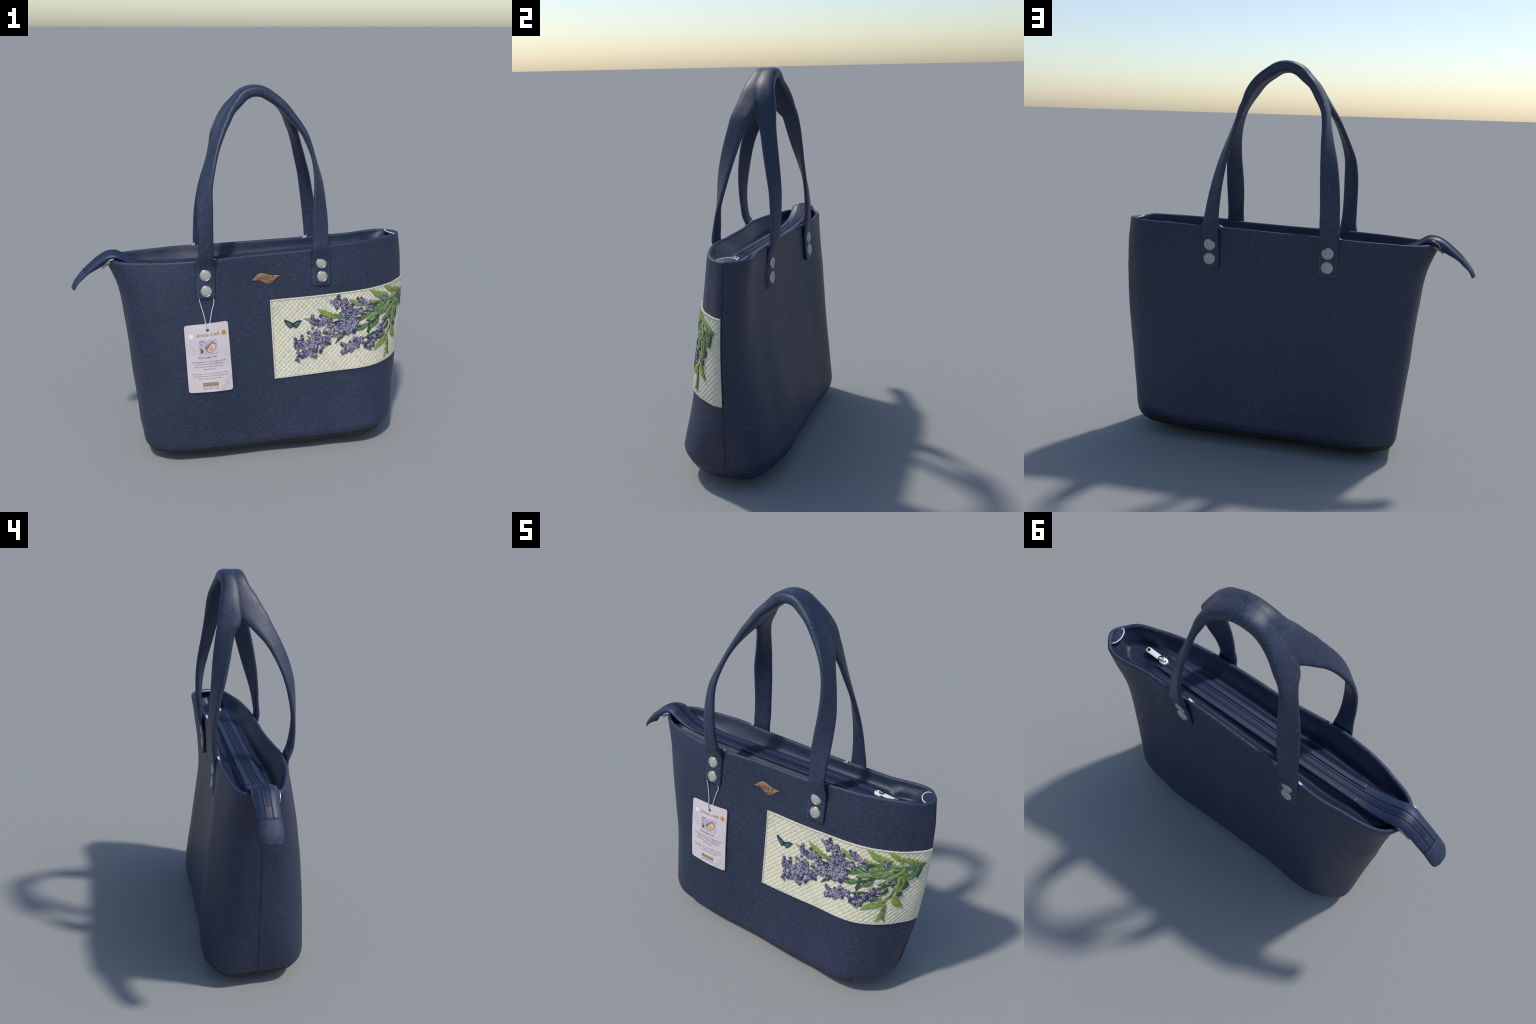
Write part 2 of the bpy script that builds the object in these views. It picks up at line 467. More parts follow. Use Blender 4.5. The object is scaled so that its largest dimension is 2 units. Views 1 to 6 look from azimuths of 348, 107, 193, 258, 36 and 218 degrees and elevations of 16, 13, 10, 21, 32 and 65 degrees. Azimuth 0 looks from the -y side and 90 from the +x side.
BR = [(.268,.080,1.785,96,.102,.036),(.286,.090,1.745,101,.090,.030),(.302,.100,1.70,108,.080,.026),(.333,.119,1.60,120,.076,.023),(.363,.139,1.50,130,.074,.022),(.384,.155,1.40,144,.072,.022),(.402,.161,1.30,156,.074,.022),(.416,.160,1.20,166,.078,.025),(.422,.157,1.155,172,.084,.026)]

def tab(xs, side, z0, phi, w, up):
    """the strap's end lying on the bag wall"""
    f = front_y if side < 0 else back_y
    out = []
    for z in np.linspace(z0, 1.10, 5):
        out.append((xs + (z-1.1)*0.02*0, f(xs, z) + side*(.003 if z < 1.08 else .010), z, phi, w, .015 if z < 1.05 else .020))
    return out if up else out[::-1]

hf = tab(-.246, -1, .925, 0, .100, True) + FL + TOPF + FR + tab(.386, -1, .945, -180, .100, False)
hb = tab(-.205, 1, .925, 0, .100, True) + BL + TOPB + BR + tab(.428, 1, .925, 172, .096, False)
# padding between the two straps where they are pressed together at the top
pad = [(-.105,.030,1.822,90,.040,.030),(-.072,.028,1.878,90,.052,.040),(-.034,.031,1.918,90,.056,.048),(.0,.036,1.951,90,.058,.052),(.05,.040,1.970,90,.058,.050),(.10,.040,1.966,90,.058,.050),(.152,.038,1.936,90,.056,.050),(.205,.036,1.894,90,.052,.044),(.25,.036,1.836,90,.040,.032)]
G = Geo()
for h in (hf, hb, pad):
    V, F = handle_mesh(h); G.add(V, F)
tmp = G.obj('handles_union', None, [M['strap']])
md = tmp.modifiers.new('r', 'REMESH'); md.mode = 'VOXEL'; md.voxel_size = .0045
sm = tmp.modifiers.new('s', 'SMOOTH'); sm.iterations = 5; sm.factor = .5
dg = bpy.context.evaluated_depsgraph_get()
um = bpy.data.meshes.new_from_object(tmp.evaluated_get(dg))
bpy.data.objects.remove(tmp)
nv = len(um.vertices)
co = np.zeros(nv*3); um.vertices.foreach_get('co', co); co = co.reshape(-1, 3)
vn = np.zeros(nv*3); um.vertices.foreach_get('normal', vn); vn = vn.reshape(-1, 3)
polys = [tuple(p.vertices) for p in um.polygons]
def seam_y(x): return .035
side = [np.mean([co[i, 1] - seam_y(co[i, 0]) for i in p]) for p in polys]
for sgn in (-1, 1):
    sel = [p for p, s in zip(polys, side) if (s < 0) == (sgn < 0)]
    used = sorted({i for p in sel for i in p}); mp = {o: k for k, o in enumerate(used)}
    me = mesh_from('handle', co[used], [tuple(mp[i] for i in p) for p in sel])
    ob = link('handle', me, bag, [M['strap']])
    me.normals_split_custom_set_from_vertices([tuple(vn[i]) for i in used])
bpy.data.meshes.remove(um)

# stitching round the strap tabs
G = Geo()
for xs, side_, z0, w in ((-.246, -1, .925, .1), (.386, -1, .945, .1), (-.205, 1, .925, .1), (.428, 1, .925, .096)):
    f = front_y if side_ < 0 else back_y
    hw = w/2 - .008
    loop = [(xs-hw, z) for z in np.arange(1.09, z0+.012, -.011)] + [(x, z0+.009) for x in np.arange(xs-hw, xs+hw, .011)] + [(xs+hw, z) for z in np.arange(z0+.012, 1.09, .011)]
    for (x0, za), (x1, zb) in zip(loop[:-1], loop[1:]):
        if abs(x0-x1)+abs(za-zb) > .03: continue
        a = np.array([x0, f(xs, za)+side_*.0102, za]); b = np.array([x1, f(xs, zb)+side_*.0102, zb])
        V, F = tube([a+(b-a)*.15, a+(b-a)*.8], .0011, 5); G.add(V, F)
ob = G.obj('strap_stitch', bag, [M['thread']]); ob['kind'] = 'stuff'

# ------------------------------------------------------------------- rivets
def lathe(profile, seg=36):
    V = []; F = []
    for r, h in profile:
        for k in range(seg):
            a = 2*math.pi*k/seg; V.append((r*math.cos(a), r*math.sin(a), h))
    n = len(profile)
    F = grid_faces(seg, n, True)
    V.append((0, 0, profile[-1][1])); F += [((n-1)*seg+i, (n-1)*seg+(i+1) % seg, len(V)-1) for i in range(seg)]
    return V, F
ringV, ringF = lathe([(.0300, -.006), (.0318, -.002), (.0312, .004), (.0285, .0068), (.0258, .0062), (.0250, .0045)])
capV, capF = lathe([(.0262, .0035), (.0250, .0060), (.0215, .0075), (.014, .0086), (.006, .009)])
ring_me = mesh_from('rivet_ring', ringV, ringF); cap_me = mesh_from('rivet', capV, capF)
ring_me.materials.append(M['steel']); cap_me.materials.append(M['cap'])
for x, z, sd in ((-.247,1.050,-1),(-.245,.967,-1),(.385,1.069,-1),(.389,.996,-1),(.428,1.052,1),(.429,.975,1),(-.204,1.050,1),(-.205,.978,1)):
    f = front_y if sd < 0 else back_y
    dz = (f(x, z+.02)-f(x, z-.02))/.04; dx = (f(x+.02, z)-f(x-.02, z))/.04
    n = nrm([-dx*sd, sd, -dz*sd])
    p = np.array([x, f(x, z), z]) + n*.012
    q = Vector(n).to_track_quat('Z', 'Y')
    ob = link('rivet', cap_me, bag); ob.location = p; ob.rotation_mode = 'QUATERNION'; ob.rotation_quaternion = q
    r2 = link('rivet_ring', ring_me, ob)

# --------------------------------------------------------- zipper and tongue
tp = [(.645,1.100,.086),(.5,zip_z(.5)+.002,.092),(.3,zip_z(.3)+.002,.094),(.1,zip_z(.1)+.002,.094),(-.1,zip_z(-.1)+.002,.094),(-.3,zip_z(-.3)+.002,.094),(-.45,1.072,.098),(-.55,1.084,.112),(-.63,1.117,.122),(-.69,1.152,.124),(-.735,1.150,.118),(-.78,1.126,.110),(-.825,1.090,.110),(-.862,1.056,.110),(-.892,1.022,.112),(-.914,.992,.110),(-.926,.966,.092)]
tp = np.array(tp)
td = np.concatenate([[0], np.cumsum(np.linalg.norm(np.diff(tp[:, :2], axis=0), axis=1))])
def zip_path(t):
    return hermite_open(td, tp, t)
def zip_y(x): return ZIP_Y + .008*sstep(-.5, -.9, x)
def tape_sheet(t0, t1, n, thick, v0=-1, v1=1, nv=13, lift_=0.0, curl=1.0):
    t = np.linspace(t0, t1, n); Q = zip_path(t); dT = np.gradient(Q[:, :2], axis=0)
    top = np.zeros((nv, n, 3)); bk = top.copy()
    for i in range(n):
        tx, tz = nrm(dT[i]); nx, nz = (tz, -tx) if -tx > 0 else (-tz, tx)
        c = float(sstep(-.5, -.68, Q[i, 0]))*curl
        th = thick(Q[i, 0]) if callable(thick) else thick
        for j, v in enumerate(np.linspace(v0, v1, nv)):
            y = float(zip_y(Q[i, 0])) + v*Q[i, 2]/2
            s = -c*.016*v*v*abs(v) + lift_
            e = th*(1 - .75*abs(v)**6) if v0 == -1 else th
            top[j, i] = (Q[i, 0]+nx*s, y, Q[i, 1]+nz*s); bk[j, i] = top[j, i] - e*np.array([nx, 0, nz])
    return slab(top, bk, n, nv)
t_cap = float(np.interp(.858, -tp[::-1, 0][::-1], td)) if False else td[13]
V, F = tape_sheet(0, t_cap, 120, lambda x: .004 + .040*float(sstep(-.60, -.74, x)) - .022*float(sstep(-.79, -.87, x)))
link('zipper_tape', mesh_from('zipper_tape', V, F), bag, [M['tape']])
V, F = tape_sheet(t_cap-.002, td[-1], 30, lambda x: .024 - .014*float(sstep(-.87, -.92, x)), lift_=.0025)
link('tongue_end', mesh_from('tongue_end', V, F), bag, [M['trim']])
# seam ridges of the two cloth strips beside the teeth
for v in (-.30, .30):
    V, F = tape_sheet(.03, t_cap, 110, .0035, v-.045, v+.045, 3, .0022)
    link('zipper_fold', mesh_from('zipper_fold', V, F), bag, [M['fold']])
# outer welt strips that hold the zipper inside the bag
for v0, v1 in ((-1.0, -.52), (.52, 1.0)):
    V, F = tape_sheet(.02, td[7]-.06, 90, .004, v0, v1, 5, .0035)
    link('zipper_welt', mesh_from('zipper_welt', V, F), bag, [M['tape']])
G = Geo()
for t in np.arange(.05, t_cap-.06, .0075):
    q = zip_path([t])[0]; q2 = zip_path([t+.004])[0]
    d_ = nrm([q2[0]-q[0], 0, q2[1]-q[1]]); n_ = np.array([-d_[2], 0, d_[0]]); n_ = n_ if n_[2] > 0 else -n_
    for sd in (-1, 1):
        c = np.array([q[0], float(zip_y(q[0])) + sd*.0042, q[1]]) + n_*.0006 + d_*(.0018*sd)
        ax, ay, az = d_*.0021, np.array([0, .0046, 0]), n_*.0022
        cv = [c+sx*ax+sy*ay+sz*az for sx in (-1, 1) for sy in (-1, 1) for sz in (-1, 1)]
        G.add(cv, [(0,1,3,2),(4,6,7,5),(0,4,5,1),(2,3,7,6),(0,2,6,4),(1,5,7,3)])
ob = G.obj('zipper_tooth', bag, [M['tape']], False); ob['kind'] = 'stuff'
# seam stitch across the tongue end
G = Geo()
q = zip_path([t_cap+.004])[0]
for y in np.linspace(-.045, .045, 14):
    a = np.array([q[0]-.001, float(zip_y(q[0]))+y, q[1]+.0045-.016*abs(y/.052)**3*.8])
    V, F = tube([a-[0, .002, 0], a+[0, .002, 0]], .0012, 5); G.add(V, F)
ob = G.obj('tongue_stitch', bag, [M['thread']]); ob['kind'] = 'stuff'
# metal clip below the tongue
G = Geo()
for sd, yy, zz in ((-1, -.048, 1.118), (1, .078, 1.130)):
    P = hermite_open([0, 1, 2, 3], np.array([(-.700, yy*.98, zz+.006), (-.722, yy, zz+.002), (-.742, yy*.95, zz-.014), (-.752, yy*.85, zz-.034)]), np.linspace(0, 3, 14))
    V, F = tube(P, [.002]+[.0038]*12+[.002], 8); G.add(V, F)
G.obj('tongue_clip', bag, [M['steel']])
V, F = tape_sheet(td[9]+.02, td[11]+.02, 30, .006, -.92, .92, 9, -.036)
link('tongue_underside', mesh_from('tongue_underside', V, F), bag, [M['grey']])

# slider with pull tab
def box(c, ax, ay, az, h, bev=.25):
    hx, hy, hz = h; out = []
    prof = [(-1, -1+bev), (-1+bev, -1), (1-bev, -1), (1, -1+bev), (1, 1-bev), (1-bev, 1), (-1+bev, 1), (-1, 1-bev)]
    V = []
    for s, k in ((-1, .9), (-.7, 1), (.7, 1), (1, .9)):
        for a, b in prof: V.append(c + ax*hx*a*k + ay*hy*b*k + az*hz*s)
    F = grid_faces(8, 4, True) + [tuple(range(7, -1, -1)), tuple(24+i for i in range(8))]
    return V, F
sl = bpy.data.objects.new('zipper_slider', None)
ax = nrm([1, -.06, -.03]); ay = nrm(np.cross([0, 0, 1], ax)); az = np.cross(ax, ay)
c0 = np.array([.625, .020, 1.107])
G = Geo()
V, F = box(c0, ax, ay, az, (.022, .017, .007), .45); G.add(V, F, 0)
V, F = box(c0+az*.010, ax, ay, az, (.010, .006, .004), .4); G.add(V, F, 0)
c1 = c0 + ax*.062 + az*.006
V, F = box(c1, ax, ay, az, (.044, .0135, .0035), .25); G.add(V, F, 0)
ringp = [c0 + az*.013 + ax*(.014+.012*math.cos(a)) + ay*.010*math.sin(a) for a in np.linspace(0, 2*math.pi, 20, endpoint=False)]
V, F = tube(ringp, .0022, 6, True); G.add(V, F, 1)
V, F = box(c1+ax*.031+az*.0015, ax, ay, az, (.0085, .0085, .0028), .5); G.add(V, F, 1)
V, F = box(c0-ax*.006+az*.0062, ax, ay, az, (.009, .006, .0016), .5); G.add(V, F, 1)
G.obj('zipper_slider', bag, [M['white'], M['black']])
# folded tab over the right end of the rim, edged in white
G = Geo()
ec = np.array([.862, .064, 1.160])
nu, nv_ = 20, 9
topg = np.zeros((nv_, nu, 3)); bkg = topg.copy()
for j in range(nv_):
    for i in range(nu):
        r = j/(nv_-1); a = 2*math.pi*i/(nu-1)
        p = ec + np.array([.028*r*math.cos(a)-.010*r*math.sin(a)*.5, .046*r*math.sin(a), 0])
        p[2] += .006*(1-r*r) - .006*r*math.cos(a)
        topg[j, i] = p; bkg[j, i] = p-[0, 0, .012]
V, F = slab(topg, bkg, nu, nv_); G.add(V, F, 0)
P = [topg[-1, int(k) % nu]*1.0 + [0, 0, .001] for k in np.linspace(5, 16, 12)]
V, F = tube(P, .0026, 8); G.add(V, F, 1)
ob = G.obj('rim_end_tab', bag, [M['trim'], M['white']])

# pale worn fillets where strap edges meet the rim
for x, sd, dirx in ((-.256, 1, -1), (.376, 1, -1), (-.196, -1, 1)):
    f = front_y if sd < 0 else back_y
    y = f(x, 1.09) - sd*.012; z = float(rim_z(x, y)) + .007
    G = Geo()
    A = [np.array([x-dirx*.006, y, z-.004]), np.array([x-dirx*.006, y, z+.013]), np.array([x+dirx*.022, y, z-.004])]
    V = [p+[0, o, 0] for o in (-.005, .005) for p in A]
    mid = (A[0]+A[1]+A[2])/3
    V = [p + (0.18*(mid-p) if k in (0, 3) else 0) for k, p in enumerate(V)]
    G.add(V, [(0, 1, 2), (5, 4, 3), (0, 3, 4, 1), (1, 4, 5, 2), (2, 5, 3, 0)])
    G.obj('strap_fillet', bag, [M['string']], False)

#ART
# ------------------------------------------------- surface coordinates of the patch
PLAN = {}
def front_line(z):
    """plan outline of the wall at height z from x=.10 on the front to the right seam"""
    k = round(z, 4)
    if k in PLAN: return PLAN[k]
    j = np.interp(-z, -grid[:, 40, 2], np.arange(len(grid)))
    j0 = int(np.clip(math.floor(j), 0, len(grid)-2)); f = j - j0
    row = grid[j0]*(1-f) + grid[j0+1]*f
    seg = row[:90][::-1]                                   # front middle -> right end
    xl = .102 + .016*np.clip((.872 - z)/.42, 0, 1)
    i = int(np.searchsorted(seg[:, 0], xl)); i = max(i, 1)
    g = (xl - seg[i-1, 0])/(seg[i, 0]-seg[i-1, 0])
    seg = np.vstack([seg[i-1]*(1-g)+seg[i]*g, seg[i:]])
    L = np.concatenate([[0], np.cumsum(np.linalg.norm(np.diff(seg[:, :2], axis=0), axis=1))])
    PLAN[k] = (seg, L)
    return PLAN[k]

def patch_z(p, q):
    lo = .450 + .022*p; hi = .884 + .022*p
    return lo + (hi - lo)*q

def patch_pt(p, q, off=0.0):
    z = patch_z(p, q)
    seg, L = front_line(round(z, 3)); d = p*(L[-1]-.004)
    out = np.array([np.interp(d, L, seg[:, k]) for k in range(3)]); out[2] = z
    d2 = min(d+.006, L[-1]); d1 = max(d-.006, 0)
    a = np.array([np.interp(d1, L, seg[:, k]) for k in (0, 1)]); b = np.array([np.interp(d2, L, seg[:, k]) for k in (0, 1)])
    t = nrm(b-a); n = nrm([t[1], -t[0], .08])
    return out + n*off
PW = float(front_line(.66)[1][-1]); PH = .432
_pp = np.linspace(0, 1, 161); _qq = np.linspace(0, 1, 81)
PG = np.array([[patch_pt(p, q, 0) for p in _pp] for q in _qq])
_du = np.gradient(PG, axis=1); _dv = np.gradient(PG, axis=0)
NG = np.cross(_du, _dv); NG /= np.linalg.norm(NG, axis=2)[:, :, None]
if NG[40, 20, 1] > 0: NG = -NG
def patch_map(P, Q, off):
    P = np.clip(np.asarray(P, float), 0, 1)*160; Q = np.clip(np.asarray(Q, float), 0, 1)*80
    i = np.minimum(P.astype(int), 159); j = np.minimum(Q.astype(int), 79)
    a = (P-i)[..., None]; b = (Q-j)[..., None]
    def bl(A): return (A[j, i]*(1-a)+A[j, i+1]*a)*(1-b) + (A[j+1, i]*(1-a)+A[j+1, i+1]*a)*b
    return bl(PG) + bl(NG)*np.asarray(off, float)[..., None]

patch = bpy.data.objects.new('woven_patch', None)
bpy.context.scene.collection.objects.link(patch); patch.parent = bag
# backing cloth
U, Vv = np.meshgrid(np.linspace(0, 1, 120), np.linspace(0, 1, 60))
V, F = slab(patch_map(U, Vv, np.full(U.shape, .0032)), patch_map(U, Vv, np.full(U.shape, -.003)), 120, 60)
link('backing', mesh_from('backing', V, F), patch, [M['gap']])
# over-and-under straw strips on the diagonal
PITCH = .0192
def strips(ang, flip):
    d = np.array([math.cos(ang), math.sin(ang)]); n = np.array([-d[1], d[0]])
    corners = np.array([(0, 0), (PW, 0), (PW, PH), (0, PH)])
    lo, hi = (corners@n).min(), (corners@n).max()
    for k in range(math.floor(lo/PITCH), math.ceil(hi/PITCH)+1):
        o = (k+.5)*PITCH
        if not lo + .003 < o < hi - .003: continue
        # clip the centre line to the patch
        t0, t1 = -9.0, 9.0
        for ax_, L_ in ((0, PW), (1, PH)):
            a, b = (0 - n[ax_]*o)/d[ax_], (L_ - n[ax_]*o)/d[ax_]
            t0, t1 = max(t0, min(a, b)), min(t1, max(a, b))
        if t1 - t0 < .008: continue
        t0 -= PITCH*.5; t1 += PITCH*.5
        m = max(int((t1-t0)/PITCH*5), 4); t = np.linspace(t0, t1, m)
        wv = np.array([-.495, -.42, -.15, .15, .42, .495])*PITCH*random.uniform(.95, 1.0)
        X = d[0]*t[None, :] + n[0]*(o + wv[:, None]); Y = d[1]*t[None, :] + n[1]*(o + wv[:, None])
        c = np.cos(math.pi*(t/PITCH - .5) + math.pi*(k + flip))
        h = .0050 + .0019*np.sign(c)*np.abs(c)**.45
        H = h[None, :] - np.array([.0013, .0003, 0, 0, .0003, .0013])[:, None]
        top_ = patch_map(X/PW, Y/PH, H); bot_ = patch_map(X/PW, Y/PH, H-.0016)
        V, F = slab(top_, bot_, m, 6)
        link('woven_strip', mesh_from('woven_strip', V, F), patch, [M['straw']])
strips(math.radians(43), 0)
strips(math.radians(-47), 0)
# folded straw edge with dark stitches
def band(path_pq, wid, offv, thick, name, mat):
    P = np.array(path_pq, float)
    n = len(P); X = P*[PW, PH]; T = np.gradient(X, axis=0); T /= np.linalg.norm(T, axis=1)[:, None]
    N = np.stack([-T[:, 1], T[:, 0]], 1)
    rough = np.array([1 + .28*noise.noise(Vector((x[0]*90, x[1]*90, 0))) for x in X])
    rows_ = [X + N*wid*w*rough[:, None] for w in (0, .33, .66, 1)]
    hh = [offv*.55, offv, offv, offv*.8]
    top_ = np.array([patch_map(r[:, 0]/PW, r[:, 1]/PH, np.full(n, h)) for r, h in zip(rows_, hh)])
    bot_ = np.array([patch_map(r[:, 0]/PW, r[:, 1]/PH, np.full(n, h-thick)) for r, h in zip(rows_, hh)])
    V, F = slab(top_, bot_, n, 4)
    return link(name, mesh_from(name, V, F), patch, [mat])
tt = np.linspace(0, 1, 120)
band([(t, 0.0) for t in tt], .0065, .0078, .004, 'patch_edge', M['straw_edge'])
band([(1-t, 1.0) for t in tt], .0065, .0078, .004, 'patch_edge', M['straw_edge'])
band([(0.0, 1-t) for t in tt[::2]], .0065, .0078, .004, 'patch_edge', M['straw_edge'])
G = Geo()
def patch_stitch(a, b):
    A = patch_map([a[0]/PW], [a[1]/PH], [.0085])[0]; B = patch_map([b[0]/PW], [b[1]/PH], [.0085])[0]
    V, F = tube([A, (A+B)/2, B], [.0005, .0011, .0005], 5); G.add(V, F)
x = .012
while x < PW - .01:
    for y in (  .0075, PH-.0075): patch_stitch((x, y), (x+.0045, y+random.uniform(-.002, .002)))
    x += .0105
y = .012
while y < PH - .01:
    patch_stitch((.0078, y), (.0078+random.uniform(-.002, .002), y+.0045)); y += .0105
ob = G.obj('patch_stitch', patch, [M['stitch_dark']]); ob['kind'] = 'stuff'

# ---- the lavender print: thin cut-outs that hug the weave
LAY = [0]
def leafshape(a, b, w, mat, bend=0.0, name='lavender_leaf', tip=1.0, kind=None):
    LAY[0] += 1
    off = .0084 + .00006*LAY[0]
    a = np.array(a)*[PW, PH]; b = np.array(b)*[PW, PH]
    d = b - a; L = np.linalg.norm(d); nn = np.array([-d[1], d[0]])/L
    m, k = 17, 5
    t = np.linspace(0, 1, m)
    prof = np.sin(math.pi*np.clip(t, 0.02, .985)**(.8))**.75 if kind is None else np.ones(m)*(1 - .3*t)
    ctr = a + d*t[:, None] + nn*(bend*L*np.sin(math.pi*t))[:, None]
    rows_ = [ctr + nn*(w*.54*s*prof*(1+.12*np.sin(t*23+LAY[0])))[:, None] for s in np.linspace(-1, 1, k)]
    hh = [off, off+.0006, off+.0004, off+.0006, off]
    top_ = np.array([patch_map(r[:, 0]/PW, r[:, 1]/PH, np.full(m, h)) for r, h in zip(rows_, hh)])
    bot_ = np.array([patch_map(r[:, 0]/PW, r[:, 1]/PH, np.full(m, h-.0012)) for r, h in zip(rows_, hh)])
    V, F = slab(top_, bot_, m, k)
    return link(name, mesh_from(name, V, F), patch, [mat])
l1, l2, l3, l4 = M['leaf1'], M['leaf2'], M['leaf3'], M['leaf4']
# stems first (underneath), from the tie at the right to the flower heads
for a, b, w, mt, bd in [((.96,.83),(.84,.75),.020,l2,.02),((.86,.76),(.69,.69),.030,l4,-.03),((.72,.70),(.53,.61),.030,l2,-.04),
        ((.86,.77),(.62,.80),.012,l2,-.05),((.85,.75),(.60,.72),.014,l3,.03),((.84,.75),(.72,.46),.013,l2,.08),((.86,.74),(.80,.52),.010,l3,-.06),
        ((.84,.75),(.61,.43),.012,l3,-.10),((.72,.66),(.56,.54),.018,l3,.10),((.90,.79),(.77,.70),.014,l4,.08),((.62,.62),(.61,.45),.018,l3,.10),
        ((.82,.60),(.72,.49),.012,l3,.0),((.90,.72),(.80,.40),.013,l2,-.10),((.80,.40),(.76,.28),.011,l2,-.1),((.57,.65),(.44,.70),.010,l3,.06),((.57,.64),(.38,.62),.012,l3,-.04),((.70,.46),(.56,.37),.008,l3,.05)]:
    leafshape(a, b, w, mt, bd, 'lavender_stem', kind='stem')
for a, b, w, mt, bd in [
    ((.42,.69),(.295,.825),.034,l1,.08),((.45,.66),(.37,.72),.022,l2,-.1),((.265,.70),(.205,.72),.012,l1,.05),
    ((.50,.90),(.585,.80),.024,l4,-.06),((.79,.87),(.64,.985),.030,l1,.08),((.845,.86),(.757,.99),.026,l1,-.05),((.85,.76),(.835,.90),.012,l1,.12),
    ((.76,.75),(.635,.86),.036,l1,.10),((.74,.76),(.65,.80),.024,l2,-.06),((.84,.80),(.68,.90),.022,l4,.06),((.78,.78),(.70,.72),.026,l2,.05),
    ((.97,.84),(.80,.80),.022,l2,.06),((.95,.85),(.87,.92),.016,l1,.08),((.80,.74),(.66,.66),.042,l4,.06),((.74,.68),(.60,.66),.036,l2,-.06),
    ((.575,.53),(.395,.35),.028,l3,-.16),((.62,.57),(.52,.50),.022,l2,.1),((.69,.66),(.60,.60),.030,l4,-.1),
    ((.845,.69),(.825,.46),.050,l1,.10),((.84,.66),(.83,.49),.022,l2,.08),((.815,.42),(.875,.25),.036,l1,-.12),((.875,.62),(.855,.49),.030,l3,.1),((.91,.76),(.90,.66),.018,l3,.1),
    ((.77,.30),(.65,.19),.030,l1,-.12),((.75,.26),(.66,.20),.014,l4,-.06),((.78,.36),(.735,.34),.022,l1,.2),((.775,.30),(.735,.05),.026,l1,.10),((.78,.30),(.785,.05),.020,l2,-.10),((.77,.20),(.755,.08),.014,l4,.1),
    ((.74,.40),(.68,.34),.024,l2,.1),((.80,.66),(.72,.55),.026,l2,.1),((.82,.70),(.76,.56),.020,l4,-.1),((.88,.70),(.83,.74),.018,l1,.0),((.70,.60),(.63,.50),.018,l2,.1),
    ((.86,.46),(.825,.42),.026,l3,.1)]:
    leafshape(a, b, w, mt, bd)

PET = []
for kk in range(3):
    ang = [0, .7, 1.5, 2.3, 3.1, 3.9, 4.7, 5.5]
    PET.append([(math.cos(x_)*(1+.25*math.sin(3*x_+kk)), math.sin(x_)*(.62+.18*math.cos(2*x_+kk))) for x_ in ang])
def spike(spine, width, n, mix, name='lavender_spike'):
    """flower head: whorls of small petals scattered along a spine in patch coordinates"""
    G = Geo(); S = np.array(spine)*[PW, PH]
    d = np.concatenate([[0], np.cumsum(np.linalg.norm(np.diff(S, axis=0), axis=1))])
    nfl = max(n//6, 3)
    for f in range(nfl):
        t = (f + random.random())/nfl*d[-1]
        c = np.array([np.interp(t, d, S[:, 0]), np.interp(t, d, S[:, 1])])
        i = min(np.searchsorted(d, t, 'right'), len(S)-1); T = nrm(S[i]-S[i-1]); N = np.array([-T[1], T[0]])
        wob = .65 + .35*math.sin(t/.022*math.pi)
        end = min(1, .55 + 6*min(t, d[-1]-t)/d[-1])
        c = c + N*random.uniform(-.5, .5)*width*wob*end
        pal = random.random() < .22
        for k in range(6):
            a = k/6*2*math.pi + random.uniform(-.3, .3); r = random.uniform(.0035, .0075)
            q = c + r*np.array([math.cos(a), math.sin(a)])
            rr = random.uniform(.0035, .0068); sh = PET[random.randrange(3)]
            mt = random.choices(range(4), weights=(mix if not pal else (0.5, 1.5, 3, 2)))[0]
            off = .0095 + .0028*random.random() + (.0006*mt)
            ca, sa = math.cos(a), math.sin(a)
            pts = np.array([q + rr*np.array([ca*x_-sa*y_, sa*x_+ca*y_]) for x_, y_ in sh])
            X = np.vstack([pts, pts*.5+q*.5, [q]])
            H = np.array([off]*8 + [off+.0012]*8 + [off+.0009])
            B = patch_map(X[:, 0]/PW, X[:, 1]/PH, H)
            base_ = patch_map(pts[:, 0]/PW, pts[:, 1]/PH, np.full(8, off-.0018))
            F = [(i, (i+1) % 8, 8+(i+1) % 8, 8+i) for i in range(8)] + [(8+i, 8+(i+1) % 8, 16) for i in range(8)] + [(17+i, 17+(i+1) % 8, (i+1) % 8, i) for i in range(8)]
            G.add(np.vstack([B, base_]), F, mt)
    return G.obj(name, patch, [M['lav1'], M['lav2'], M['lav3'], M['lav4']])
dark, mid, pale, rose = (5, 3, 1, .4), (2.6, 4, 2, .8), (1.4, 3, 3, 1.2), (1.5, 3, 2.6, 2.6)
spike([(.405,.90),(.44,.87),(.49,.83),(.515,.80)], .082, 250, dark)
spike([(.385,.91),(.41,.86),(.42,.80)], .030, 40, rose)
spike([(.445,.76),(.48,.735),(.52,.71)], .062, 170, mid)
spike([(.53,.76),(.545,.70)], .034, 80, dark)
spike([(.575,.77),(.585,.69)], .034, 85, dark)
spike([(.245,.67),(.29,.66),(.335,.65),(.375,.645)], .075, 260, mid)
spike([(.135,.40),(.185,.42),(.235,.46),(.30,.50)], .070, 270, mid)
spike([(.14,.25),(.19,.26),(.25,.30),(.31,.36),(.34,.43)], .088, 400, mid)
spike([(.20,.34),(.27,.39),(.33,.45)], .070, 190, pale)
spike([(.33,.47),(.385,.52),(.42,.56)], .080, 230, pale)
spike([(.40,.56),(.44,.58),(.47,.57)], .060, 170, dark)
spike([(.45,.56),(.49,.60),(.545,.585)], .085, 310, rose)
spike([(.46,.50),(.50,.51),(.535,.53)], .060, 170, mid)
spike([(.43,.265),(.475,.285),(.52,.325),(.575,.37)], .080, 360, mid)
spike([(.59,.25),(.635,.31),(.68,.39),(.73,.48)], .084, 420, dark)
